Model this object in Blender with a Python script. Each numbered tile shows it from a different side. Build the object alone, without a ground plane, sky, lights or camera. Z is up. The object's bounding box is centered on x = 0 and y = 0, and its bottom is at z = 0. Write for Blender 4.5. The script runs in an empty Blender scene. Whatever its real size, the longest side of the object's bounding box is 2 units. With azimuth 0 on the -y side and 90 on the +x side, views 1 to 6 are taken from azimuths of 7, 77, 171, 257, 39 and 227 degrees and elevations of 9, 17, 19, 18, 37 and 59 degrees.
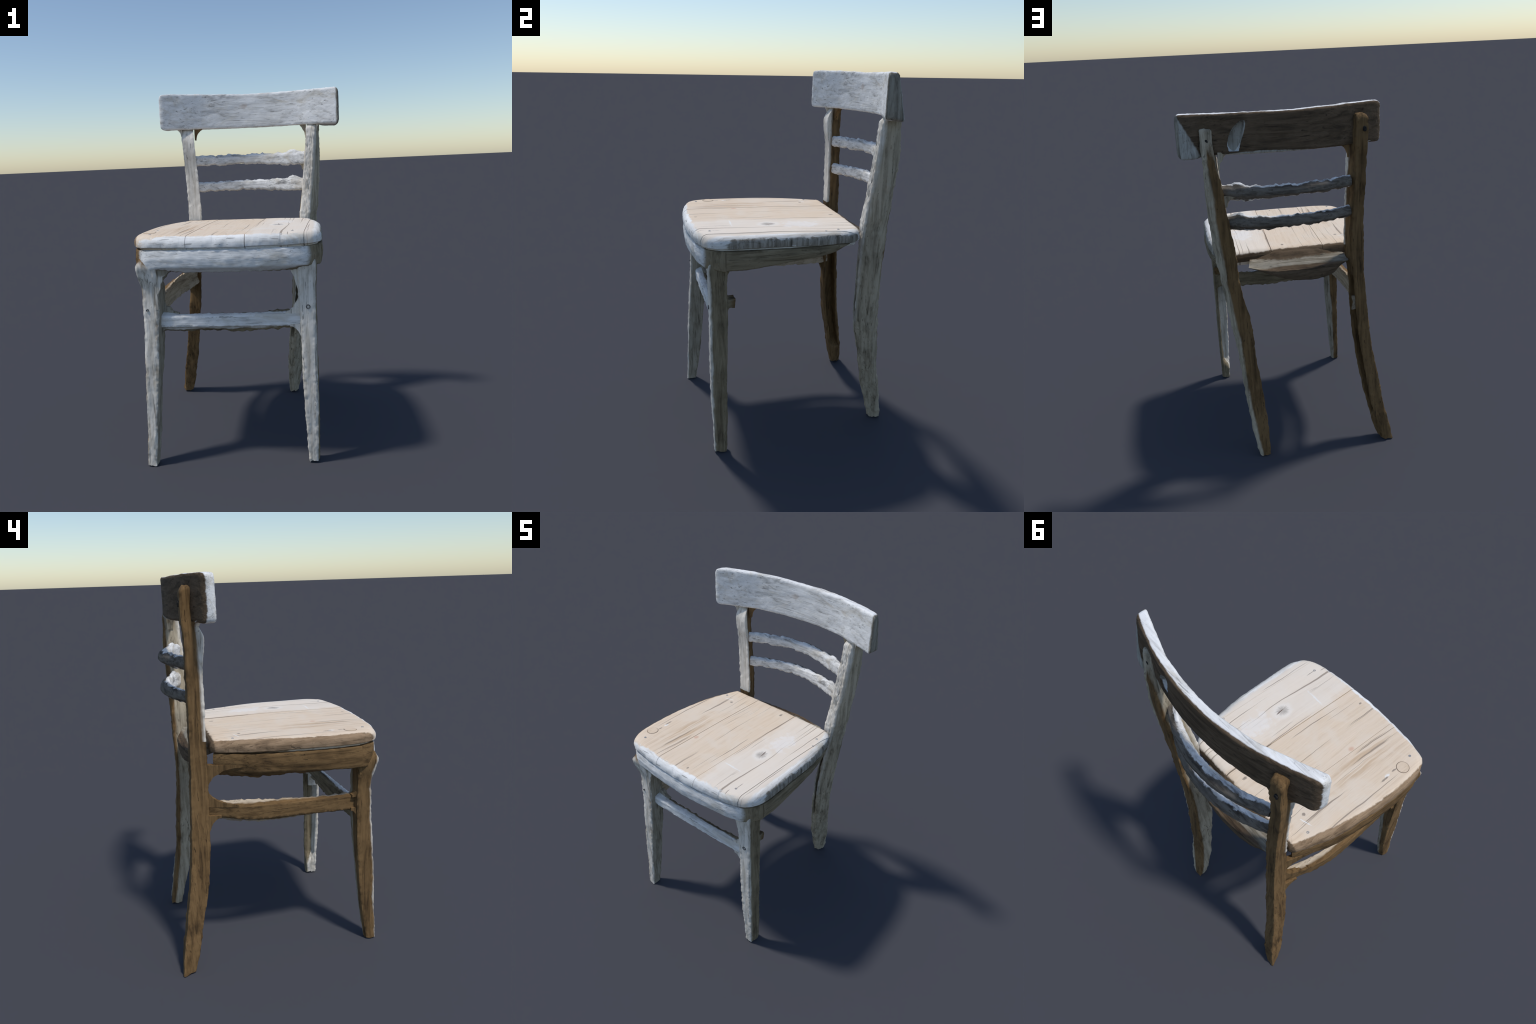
# Weathered wooden cafe chair: lofted legs, bowed rails, plank seat, ragged worn edges.
import bpy, bmesh, math
import numpy as np
from mathutils import noise, Vector

noise.seed_set(7)
TAU = 2 * math.pi


# ------------------------------------------------------------------ helpers
def smooth01(a, b, x):
    t = np.clip((np.asarray(x, float) - a) / (b - a), 0, 1)
    return t * t * (3 - 2 * t)


def nz(p, f, off=0.0):
    """isotropic or per-axis scaled Perlin noise, about -1..1"""
    if isinstance(f, (int, float)):
        f = (f, f, f)
    return noise.noise(Vector((p[0] * f[0] + off, p[1] * f[1] + off * 1.7, p[2] * f[2] - off)))


def fbm(p, f, off=0.0, octaves=3):
    if isinstance(f, (int, float)):
        f = (f, f, f)
    s, a, k = 0.0, 1.0, 1.0
    for i in range(octaves):
        s += a * nz(p, (f[0] * k, f[1] * k, f[2] * k), off + 3.1 * i)
        a *= 0.5
        k *= 2.03
    return s


def curve1d(keys, vals, x):
    """smooth interpolation through control values (Catmull-Rom style tangents)"""
    keys, vals, x = np.array(keys, float), np.array(vals, float), np.asarray(x, float)
    m = np.gradient(vals, keys)
    i = np.clip(np.searchsorted(keys, x) - 1, 0, len(keys) - 2)
    h = keys[i + 1] - keys[i]
    t = np.clip((x - keys[i]) / h, 0, 1)
    return ((2 * t**3 - 3 * t**2 + 1) * vals[i] + (t**3 - 2 * t**2 + t) * h * m[i]
            + (-2 * t**3 + 3 * t**2) * vals[i + 1] + (t**3 - t**2) * h * m[i + 1])


def closed_spline(pts, n):
    """closed Catmull-Rom through 2D points, resampled evenly to n points"""
    P = np.array(pts, float)
    k = len(P)
    out = []
    for i in range(k):
        p0, p1, p2, p3 = P[i - 1], P[i], P[(i + 1) % k], P[(i + 2) % k]
        for t in np.linspace(0, 1, 24, endpoint=False):
            out.append(0.5 * (2 * p1 + (p2 - p0) * t + (2 * p0 - 5 * p1 + 4 * p2 - p3) * t * t + (3 * p1 - p0 - 3 * p2 + p3) * t**3))
    out = np.array(out + [out[0]])
    d = np.concatenate([[0], np.cumsum(np.linalg.norm(np.diff(out, axis=0), axis=1))])
    s = np.linspace(0, d[-1], n, endpoint=False)
    return np.stack([np.interp(s, d, out[:, 0]), np.interp(s, d, out[:, 1])], 1)


def rounded(poly, r, ne, nc=3):
    """closed polygon with rounded corners; ne points on every edge, so all rings match.
    returns points and a 0..1 weight that is 1 at the corners"""
    P = np.array(poly, float)
    k = len(P)
    if isinstance(ne, int):
        ne = [ne] * k
    pts, wt = [], []
    for i in range(k):
        a, b, c = P[i - 1], P[i], P[(i + 1) % k]
        la, lc = np.linalg.norm(a - b), np.linalg.norm(c - b)
        ra, rc = min(r, la * 0.4), min(r, lc * 0.4)
        A, C = b + (a - b) / max(la, 1e-9) * ra, b + (c - b) / max(lc, 1e-9) * rc
        for t in np.linspace(0, 1, nc):
            pts.append((1 - t) ** 2 * A + 2 * t * (1 - t) * b + t * t * C)
            wt.append(1.0)
        d = P[(i + 2) % k]
        ld = np.linalg.norm(d - c)
        lcd = min(r, lc * 0.4)
        D = c + (b - c) / max(lc, 1e-9) * lcd
        m = ne[i]
        for j in range(1, m + 1):
            t = j / (m + 1)
            pts.append(C + (D - C) * t)
            wt.append(max(0.0, 1 - min(t, 1 - t) * lc / 0.02))
    return np.array(pts), np.array(wt)


class Builder:
    """collects vertices and faces of one part"""

    def __init__(self):
        self.v, self.f, self.w = [], [], []

    def loft(self, rings, weights=None, cap=True, closed=False, fan=False):
        base = len(self.v)
        k = len(rings[0])
        for i, r in enumerate(rings):
            self.v += [tuple(p) for p in r]
            self.w += list(weights[i] if weights is not None else [0] * k)
        m = len(rings)
        for i in range(m if closed else m - 1):
            i2 = (i + 1) % m
            for j in range(k):
                j2 = (j + 1) % k
                self.f.append((base + i * k + j, base + i * k + j2, base + i2 * k + j2, base + i2 * k + j))
        if cap and not closed:
            for i, flip in ((0, True), (m - 1, False)):
                if fan:  # star-shaped from its first point
                    o = base + i * k
                    self.f += [(o, o + j + 1, o + j) if flip else (o, o + j, o + j + 1) for j in range(1, k - 1)]
                    continue
                c = np.mean(np.array(rings[i]), axis=0)
                self.v.append(tuple(c))
                self.w.append(0)
                ci = len(self.v) - 1
                for j in range(k):
                    a, b = base + i * k + j, base + i * k + (j + 1) % k
                    self.f.append((ci, b, a) if flip else (ci, a, b))
        return self

    def fillet(self, corner, a, b, ra, rb, t0, t1, n=14, embed=0.012, layers=8, jag=0.003, seed=0.0):
        """concave gusset in the angle between two members: legs ra along a and rb along b,
        extruded from offset t0 to t1 (vectors)"""
        P, a, b = np.array(corner, float), np.array(a, float), np.array(b, float)
        a, b = a / np.linalg.norm(a), b / np.linalg.norm(b)
        prof = [P - embed * (a + b), P + a * ra - b * embed]
        for i in range(n + 1):
            th = math.pi / 2 * i / n
            prof.append(P + a * (ra - ra * math.sin(th)) + b * (rb - rb * math.cos(th)))
        prof.append(P + b * rb - a * embed)
        prof = np.array(prof)
        t0, t1 = np.array(t0, float), np.array(t1, float)
        rings = []
        for s in np.linspace(0, 1, layers):
            r = prof + (t0 + (t1 - t0) * s)
            for q in range(2, len(r) - 1):
                r[q] = r[q] + (a + b) * jag * fbm(r[q], 55, seed + 11, 2)
            rings.append(r)
        return self.loft(rings, fan=True)

    def roughen(self, amp, freq, off=0.0, edge=0.0, edge_freq=38.0, fine=0.0, fine_freq=140.0, where=None):
        """push vertices along their normals with layered noise; corners get extra bite"""
        me = bpy.data.meshes.new("tmp")
        me.from_pydata(self.v, [], self.f)
        me.update()
        N = np.zeros(len(self.v) * 3)
        me.vertex_normals.foreach_get("vector", N)
        N = N.reshape(-1, 3)
        bpy.data.meshes.remove(me)
        out = []
        for p, n, w in zip(self.v, N, self.w):
            d = amp * fbm(p, freq, off, 3)
            if edge and w > 0:
                e = nz(p, edge_freq, off + 5) + 0.6 * nz(p, edge_freq * 2.3, off + 9)
                d += edge * w * e
            if fine:
                d += fine * nz(p, fine_freq, off + 2)
            if where is not None:
                d *= where(p)
            out.append((p[0] + n[0] * d, p[1] + n[1] * d, p[2] + n[2] * d))
        self.v = out
        return self

    def make(self, name, mat, parent, angle=42):
        me = bpy.data.meshes.new(name)
        me.from_pydata([(x, y, z if z > 0.002 else 0.002 * math.exp(min(0.0, z * 60 - 0.12))) for x, y, z in self.v] if name == "leg" else self.v, [], self.f)
        bm = bmesh.new()
        bm.from_mesh(me)
        bmesh.ops.recalc_face_normals(bm, faces=bm.faces)
        bm.to_mesh(me)
        bm.free()
        return finish(me, name, mat, parent, angle)


def finish(me, name, mat, parent, angle=42):
    me.materials.append(mat)
    me.polygons.foreach_set("use_smooth", [True] * len(me.polygons))
    me.set_sharp_from_angle(angle=math.radians(angle))
    ob = bpy.data.objects.new(name, me)
    bpy.context.scene.collection.objects.link(ob)
    ob.parent = parent
    return ob


def empty(name, parent=None):
    ob = bpy.data.objects.new(name, None)
    bpy.context.scene.collection.objects.link(ob)
    ob.parent = parent
    return ob


# ---------------------------------------------------------------- materials
class Nodes:
    """short-hand for building a procedural shader on object coordinates"""

    def __init__(self, name):
        self.mat = bpy.data.materials.new(name)
        self.mat.use_nodes = True
        self.t = self.mat.node_tree
        self.t.nodes.clear()
        self.co = self.t.nodes.new("ShaderNodeTexCoord").outputs["Object"]
        s = self.t.nodes.new("ShaderNodeSeparateXYZ")
        self.t.links.new(self.co, s.inputs[0])
        self.x, self.y, self.z = s.outputs

    def put(self, sock, val):
        if isinstance(val, bpy.types.NodeSocket):
            self.t.links.new(val, sock)
        elif isinstance(val, (tuple, list)) and len(val) == 3 and sock.type == "RGBA":
            sock.default_value = (*val, 1)
        else:
            sock.default_value = val

    def math(self, op, a, b=0.0, c=None, clamp=False):
        n = self.t.nodes.new("ShaderNodeMath")
        n.operation, n.use_clamp = op, clamp
        self.put(n.inputs[0], a)
        self.put(n.inputs[1], b)
        if c is not None:
            self.put(n.inputs[2], c)
        return n.outputs[0]

    def add(self, a, b): return self.math("ADD", a, b)
    def mul(self, a, b): return self.math("MULTIPLY", a, b)
    def sub(self, a, b): return self.math("SUBTRACT", a, b)

    def lin(self, cx, cy, cz, c0):
        """plane function cx*x + cy*y + cz*z + c0"""
        return self.add(self.add(self.mul(self.x, cx), self.mul(self.y, cy)), self.add(self.mul(self.z, cz), c0))

    def along_z(self, keys, vals):
        """smooth curve of height: vals given at heights keys"""
        n = self.t.nodes.new("ShaderNodeFloatCurve")
        cm = n.mapping
        lo, hi = min(vals) - 0.05, max(vals) + 0.05
        c = cm.curves[0]
        pts = [(k / 2.0, (v - lo) / (hi - lo)) for k, v in sorted(zip(keys, vals))]
        c.points[0].location, c.points[-1].location = pts[0], pts[-1]
        for p in pts[1:-1]:
            c.points.new(*p)
        cm.update()
        self.put(n.inputs["Value"], self.mul(self.z, 0.5))
        return self.add(self.mul(n.outputs[0], hi - lo), lo)

    def step(self, v, lo, hi):
        n = self.t.nodes.new("ShaderNodeMapRange")
        n.interpolation_type = "SMOOTHSTEP"
        self.put(n.inputs["Value"], v)
        n.inputs["From Min"].default_value, n.inputs["From Max"].default_value = lo, hi
        return n.outputs["Result"]

    def mapped(self, scale, rot=(0, 0, 0), loc=(0, 0, 0), vec=None):
        n = self.t.nodes.new("ShaderNodeMapping")
        self.put(n.inputs["Vector"], vec or self.co)
        n.inputs["Scale"].default_value = scale
        n.inputs["Rotation"].default_value = rot
        n.inputs["Location"].default_value = loc
        return n.outputs[0]

    def noise(self, scale, detail=4.0, rough=0.55, dist=0.0, rot=(0, 0, 0), loc=(0, 0, 0), vec=None):
        n = self.t.nodes.new("ShaderNodeTexNoise")
        s = (scale,) * 3 if isinstance(scale, (int, float)) else scale
        self.put(n.inputs["Vector"], self.mapped(s, rot, loc, vec))
        n.inputs["Scale"].default_value = 1.0
        n.inputs["Detail"].default_value = detail
        n.inputs["Roughness"].default_value = rough
        n.inputs["Distortion"].default_value = dist
        return n.outputs["Fac"]

    def mix(self, f, a, b, mode="MIX"):
        n = self.t.nodes.new("ShaderNodeMix")
        n.data_type, n.blend_type = "RGBA", mode
        n.clamp_factor = True
        self.put(n.inputs[0], f)
        self.put(n.inputs[6], a)
        self.put(n.inputs[7], b)
        return n.outputs[2]

    def ramp(self, f, stops):
        n = self.t.nodes.new("ShaderNodeValToRGB")
        self.put(n.inputs[0], f)
        e = n.color_ramp.elements
        while len(e) < len(stops):
            e.new(0.5)
        for el, (p, c) in zip(e, stops):
            el.position, el.color = p, (*c, 1)
        return n.outputs[0]

    def dist2(self, cx, cy, sx=1.0, sy=1.0, ang=0.0, warp=None):
        """distance in the x-y plane from (cx, cy), stretched and turned"""
        dx, dy = self.sub(self.x, cx), self.sub(self.y, cy)
        c, s = math.cos(ang), math.sin(ang)
        u = self.mul(self.add(self.mul(dx, c), self.mul(dy, s)), 1 / sx)
        v = self.mul(self.add(self.mul(dx, -s), self.mul(dy, c)), 1 / sy)
        d = self.math("SQRT", self.add(self.mul(u, u), self.mul(v, v)))
        return self.add(d, warp) if warp is not None else d

    def done(self, color, height=None, strength=0.35, distance=0.004, rough=0.85):
        b = self.t.nodes.new("ShaderNodeBsdfPrincipled")
        self.put(b.inputs["Base Color"], color)
        b.inputs["Roughness"].default_value = rough
        b.inputs["Specular IOR Level"].default_value = 0.2
        if height is not None:
            n = self.t.nodes.new("ShaderNodeBump")
            n.inputs["Strength"].default_value = strength
            n.inputs["Distance"].default_value = distance
            self.put(n.inputs["Height"], height)
            self.t.links.new(n.outputs[0], b.inputs["Normal"])
        o = self.t.nodes.new("ShaderNodeOutputMaterial")
        self.t.links.new(b.outputs[0], o.inputs[0])
        return self.mat


PALE = ((0.82, 0.77, 0.69), (0.64, 0.59, 0.51), (0.34, 0.305, 0.255))      # silvery grey, lifted to the brightness of the scan's lit fronts
WHITE = ((0.88, 0.875, 0.855), (0.76, 0.75, 0.725), (0.43, 0.42, 0.40))      # whitest tone, pushed up for sunlight baked into the front faces
OLIVE = ((0.285, 0.232, 0.15), (0.195, 0.155, 0.097), (0.085, 0.066, 0.042))  # grey-olive wood, darkened towards the right side's baked shade
BROWN = ((0.205, 0.124, 0.054), (0.135, 0.080, 0.034), (0.056, 0.034, 0.016))  # sheltered brown, left and rear faces
UMBER = ((0.145, 0.10, 0.062), (0.098, 0.067, 0.040), (0.045, 0.031, 0.02))   # dark back of the rail


def grain(N, axis, tones, seed=0.0, warp=0.6):
    """streaked wood running along one axis: returns colour and height"""
    def sc(a, l):
        return tuple(l if i == axis else a for i in range(3))
    loc = (seed, seed * 0.7, -seed)
    streak = N.noise(sc(46, 3.2), 6, 0.6, warp, loc=loc)
    fibre = N.noise(sc(190, 9), 4, 0.6, 0.3, loc=loc)
    crack = N.noise(sc(120, 3.5), 3, 0.5, 0.9, loc=loc)
    patch = N.noise(7.0, 4, 0.6, 0.4, loc=loc)
    lo, mid, dk = tones
    col = N.ramp(N.add(N.mul(streak, 0.75), N.mul(patch, 0.3)), [(0.36, dk), (0.47, mid), (0.58, lo), (0.8, tuple(min(0.93, c * 1.08) for c in lo))])
    col = N.mix(N.mul(N.step(fibre, 0.50, 0.72), 0.6), col, mid)
    speck = N.noise(sc(150, 55), 3, 0.6, 0.2, loc=loc)
    col = N.mix(N.mul(N.step(speck, 0.62, 0.72), 0.55), col, dk)
    if lo[0] > 0.5:  # wood tone showing through the pale tone
        worn = N.noise(sc(11, 4), 5, 0.65, 0.8, loc=(seed + 7, 1, seed))
        col = N.mix(N.mul(N.step(worn, 0.50, 0.68), 0.6), col, (lo[0] * 0.66, lo[1] * 0.60, lo[2] * 0.50))
    line = N.step(crack, 0.64, 0.68)
    col = N.mix(N.mul(line, 0.7), col, tuple(c * 0.6 for c in dk))
    h = N.sub(N.add(N.mul(streak, 0.7), N.mul(fibre, 0.5)), N.mul(line, 0.8))
    return col, h


def wood(name, axis, tones, seed=0.0, other=None, plane=None, width=0.02, wob=0.05, extra=None):
    """weathered wood; where plane(x,y,z)+noise > 0 it turns to the other tone"""
    N = Nodes(name)
    col, h = grain(N, axis, tones, seed)
    if other is not None:
        col2, _ = grain(N, axis, other, seed + 4.0)
        sc = tuple(6 if i == axis else 26 for i in range(3))
        w = N.sub(N.noise(sc, 4, 0.6, 0.5, loc=(seed, 2, 5)), 0.5)
        p = plane(N) if callable(plane) else N.lin(*plane)
        f = N.step(N.add(p, N.mul(w, wob)), -width, width)
        col = N.mix(f, col, col2)
    if extra is not None:
        col = extra(N, col)
    return N.done(col, h, 0.45, 0.004)


def seat_material():
    N = Nodes("seat_wood")
    tan, tan2, gap = (0.765, 0.62, 0.47), (0.66, 0.51, 0.37), (0.27, 0.21, 0.165)
    # grain runs front to back and flows around the knot
    kx, ky = 0.207, -0.150
    kd = N.dist2(kx, ky, 0.07, 0.16)
    bend = N.math("EXPONENT", N.mul(N.mul(kd, kd), -1.0))
    side = N.math("SIGN", N.sub(N.x, kx))
    cmb = N.t.nodes.new("ShaderNodeCombineXYZ")
    wob = N.mul(N.sub(N.noise((5, 3, 1), 3, 0.5), 0.5), 0.035)
    N.put(cmb.inputs[0], N.add(N.sub(N.x, N.mul(N.mul(bend, side), 0.022)), wob))
    N.put(cmb.inputs[1], N.y)
    N.put(cmb.inputs[2], N.z)
    v = cmb.outputs[0]
    streak = N.noise((60, 2.2, 3), 6, 0.62, 0.3, vec=v)
    fibre = N.noise((260, 9, 4), 4, 0.6, vec=v)
    crack = N.noise((80, 0.95, 2), 2, 0.45, 0.2, vec=v, loc=(3.3, 1.1, 0))
    patch = N.noise(5.5, 4, 0.6, 0.5)
    col = N.ramp(streak, [(0.30, tan2), (0.47, tan), (0.75, (0.81, 0.67, 0.53))])
    col = N.mix(N.step(patch, 0.42, 0.68), col, (0.78, 0.66, 0.53))
    col = N.mix(N.mul(N.step(fibre, 0.54, 0.7), 0.35), col, tan2)
    # warm stain on the first board, paler knot board
    st = N.noise((14, 4, 1), 4, 0.6, 0.6)
    stain = N.mul(N.step(N.dist2(-0.295, -0.24, 0.075, 0.24, 0.0, N.mul(N.sub(st, 0.5), 1.4)), 1.0, 0.3), 0.6)
    col = N.mix(N.mul(stain, N.step(streak, 0.62, 0.40)), col, (0.56, 0.385, 0.235))
    col = N.mix(N.mul(N.step(N.dist2(-0.201, -0.26, 0.014, 0.02), 1.2, 0.3), 0.5), col, (0.62, 0.30, 0.18))
    pale = N.step(N.add(N.x, N.mul(N.sub(patch, 0.5), 0.12)), 0.06, 0.13)
    col = N.mix(N.mul(pale, 0.5), col, (0.86, 0.80, 0.72))
    white = N.mul(N.step(N.dist2(0.225, 0.02, 0.07, 0.13, 0.0, N.mul(N.sub(N.noise(28, 4), 0.5), 2.2)), 1.0, 0.4), 0.5)
    col = N.mix(white, col, (0.88, 0.85, 0.82))
    # fine drying cracks, denser on the knot board
    thr = N.add(0.655, N.mul(pale, -0.02))
    line = N.step(N.sub(crack, thr), 0.0, 0.03)
    col = N.mix(N.mul(line, 0.75), col, gap)
    # knot: pale halo, grey-pink heart with radial check
    halo = N.step(N.dist2(kx, ky, 0.062, 0.075, 0.0, N.mul(N.sub(N.noise(30, 3), 0.5), 0.6)), 1.0, 0.5)
    col = N.mix(N.mul(halo, 0.6), col, (0.86, 0.81, 0.74))
    ang = N.math("ARCTAN2", N.sub(N.y, ky), N.sub(N.x, kx))
    ca = N.t.nodes.new("ShaderNodeCombineXYZ")
    N.put(ca.inputs[0], N.mul(ang, 9.0))
    rad = N.noise(1.0, 3, 0.6, 0.5, vec=ca.outputs[0])
    kr = N.dist2(kx, ky, 0.042, 0.050, 0.0, N.mul(N.sub(rad, 0.5), 0.9))
    core = N.step(kr, 0.95, 0.55)
    rays = N.ramp(rad, [(0.35, (0.30, 0.27, 0.235)), (0.52, (0.55, 0.50, 0.44)), (0.7, (0.78, 0.66, 0.58))])
    col = N.mix(N.mul(core, N.step(kr, 1.0, 0.2)), col, rays)
    chk = N.dist2(kx + 0.002, ky + 0.018, 0.0035, 0.036, 0.12, N.mul(N.sub(N.noise(90, 2), 0.5), 0.8))
    col = N.mix(N.step(chk, 1.0, 0.6), col, (0.16, 0.11, 0.09))
    # scratches of white paint
    for cx, cy, sx, sy, a, k in ((0.158, -0.339, 0.080, 0.007, -0.04, 0.7), (-0.352, 0.196, 0.042, 0.0045, 0.29, 0.9),
                                 (-0.43, -0.285, 0.010, 0.02, 0.0, 0.9)):
        m = N.dist2(cx, cy, sx, sy, a, N.mul(N.sub(N.noise(120, 3), 0.5), 1.6))
        col = N.mix(N.mul(N.step(m, 1.1, 0.2), k), col, (0.88, 0.87, 0.84))
    # dark dents and splits
    for cx, cy, sx, sy in ((-0.025, -0.502, 0.007, 0.011), (-0.317, 0.175, 0.010, 0.012), (-0.437, -0.262, 0.006, 0.035),
                           (-0.43, -0.335, 0.006, 0.02), (0.279, -0.515, 0.0025, 0.03), (0.30, -0.44, 0.0025, 0.04),
                           (0.02, 0.26, 0.010, 0.016)):
        m = N.dist2(cx, cy, sx, sy, 0.0, N.mul(N.sub(N.noise(90, 3), 0.5), 1.3))
        col = N.mix(N.mul(N.step(m, 1.0, 0.5), 0.75), col, (0.22, 0.18, 0.15))
    col = N.mix(N.step(N.dist2(-0.447, -0.380, 0.0338, 0.0338), 1.03, 0.97), col, (0.20, 0.15, 0.11))
    # rim: pale front, painted highlight right, brown end grain left, dirt on the rear
    edge_n = N.mul(N.sub(N.noise((22, 22, 40), 4, 0.65, 0.6), 0.5), 0.05)
    front = N.step(N.add(N.mul(N.add(N.y, N.mul(N.math("ABSOLUTE", N.mul(N.add(N.x, 0.03), N.add(N.x, 0.03))), -0.12)), -1.0), edge_n), 0.528, 0.541)
    yp = N.math("MAXIMUM", N.add(N.y, 0.1), 0.0)
    rx = N.add(N.add(N.x, N.mul(N.mul(yp, yp), 0.42)), N.mul(edge_n, 0.6))  # x straightened along the right rim
    right = N.step(rx, 0.392, 0.412)
    rim_r = N.step(N.add(rx, N.mul(N.step(N.y, -0.35, -0.5), -0.03)), 0.431, 0.437)
    silver, _ = grain(N, 0, WHITE, 2.0)
    right_highlight, _ = grain(N, 1, ((0.86, 0.84, 0.80), (0.70, 0.67, 0.62), (0.40, 0.36, 0.31)), 6.0)  # bright glint of the upper right edge, painted as a white strip
    col = N.mix(right, col, right_highlight)
    endr, _ = grain(N, 2, ((0.40, 0.365, 0.31), (0.25, 0.22, 0.175), (0.10, 0.085, 0.065)), 8.0)
    col = N.mix(rim_r, col, endr)
    col = N.mix(front, col, silver)
    left = N.step(N.add(N.add(N.mul(N.x, -1.0), N.mul(N.math("POWER", N.math("ABSOLUTE", N.add(N.y, 0.27)), 2.0), 0.33)), N.mul(edge_n, 0.5)), 0.503, 0.511)
    left = N.mul(left, N.sub(1.0, front))
    endg, _ = grain(N, 1, ((0.34, 0.235, 0.145), (0.24, 0.16, 0.095), (0.11, 0.073, 0.045)), 9.0)
    col = N.mix(left, col, endg)
    back = N.step(N.add(N.y, N.mul(edge_n, 0.5)), 0.312, 0.322)
    dark_band, _ = grain(N, 0, UMBER, 11.0)
    col = N.mix(back, col, dark_band)
    h = N.sub(N.add(N.mul(streak, 0.7), N.mul(fibre, 0.4)), N.mul(line, 1.4))
    return N.done(col, h, 0.4, 0.004, 0.8)


def plain(name, col, col2, scale=60, rough=0.6, metallic=0.0):
    N = Nodes(name)
    n = N.noise(scale, 4)
    m = N.done(N.ramp(n, [(0.35, col2), (0.65, col)]), n, 0.3, 0.002, rough)
    m.node_tree.nodes["Principled BSDF"].inputs["Metallic"].default_value = metallic
    return m


# ------------------------------------------------------------------- chair
chair = empty("wooden_chair")
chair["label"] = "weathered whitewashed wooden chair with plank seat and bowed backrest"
chair["category"] = "chair"

SEAT_Z = 1.221
OUTLINE = [(-0.412, 0.328), (-0.458, 0.22), (-0.495, 0.10), (-0.514, -0.04), (-0.527, -0.19), (-0.528, -0.34), (-0.515, -0.435), (-0.470, -0.508),
           (-0.362, -0.540), (-0.197, -0.558), (0.0, -0.564), (0.18, -0.553), (0.30, -0.537), (0.388, -0.503), (0.433, -0.44), (0.445, -0.36),
           (0.443, -0.20), (0.440, -0.05), (0.425, 0.10), (0.396, 0.23), (0.372, 0.29), (0.320, 0.322), (0.2, 0.328), (0.0, 0.336), (-0.2, 0.337), (-0.36, 0.338)]
RIM = closed_spline(OUTLINE, 420)
_t = np.roll(RIM, -1, 0) - np.roll(RIM, 1, 0)
RIM_IN = np.stack([-_t[:, 1], _t[:, 0]], 1) / np.linalg.norm(_t, axis=1)[:, None]
if np.mean(np.sum(RIM_IN * RIM, axis=1)) > 0:
    RIM_IN = -RIM_IN


def seat_height(x, y):
    return SEAT_Z - 0.007 * smooth01(-0.1, 0.35, y) - 0.005 * smooth01(0.1, 0.4, x) * smooth01(-0.2, 0.2, y) - 0.003 * smooth01(0.2, -0.5, np.abs(np.asarray(x)))


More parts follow.
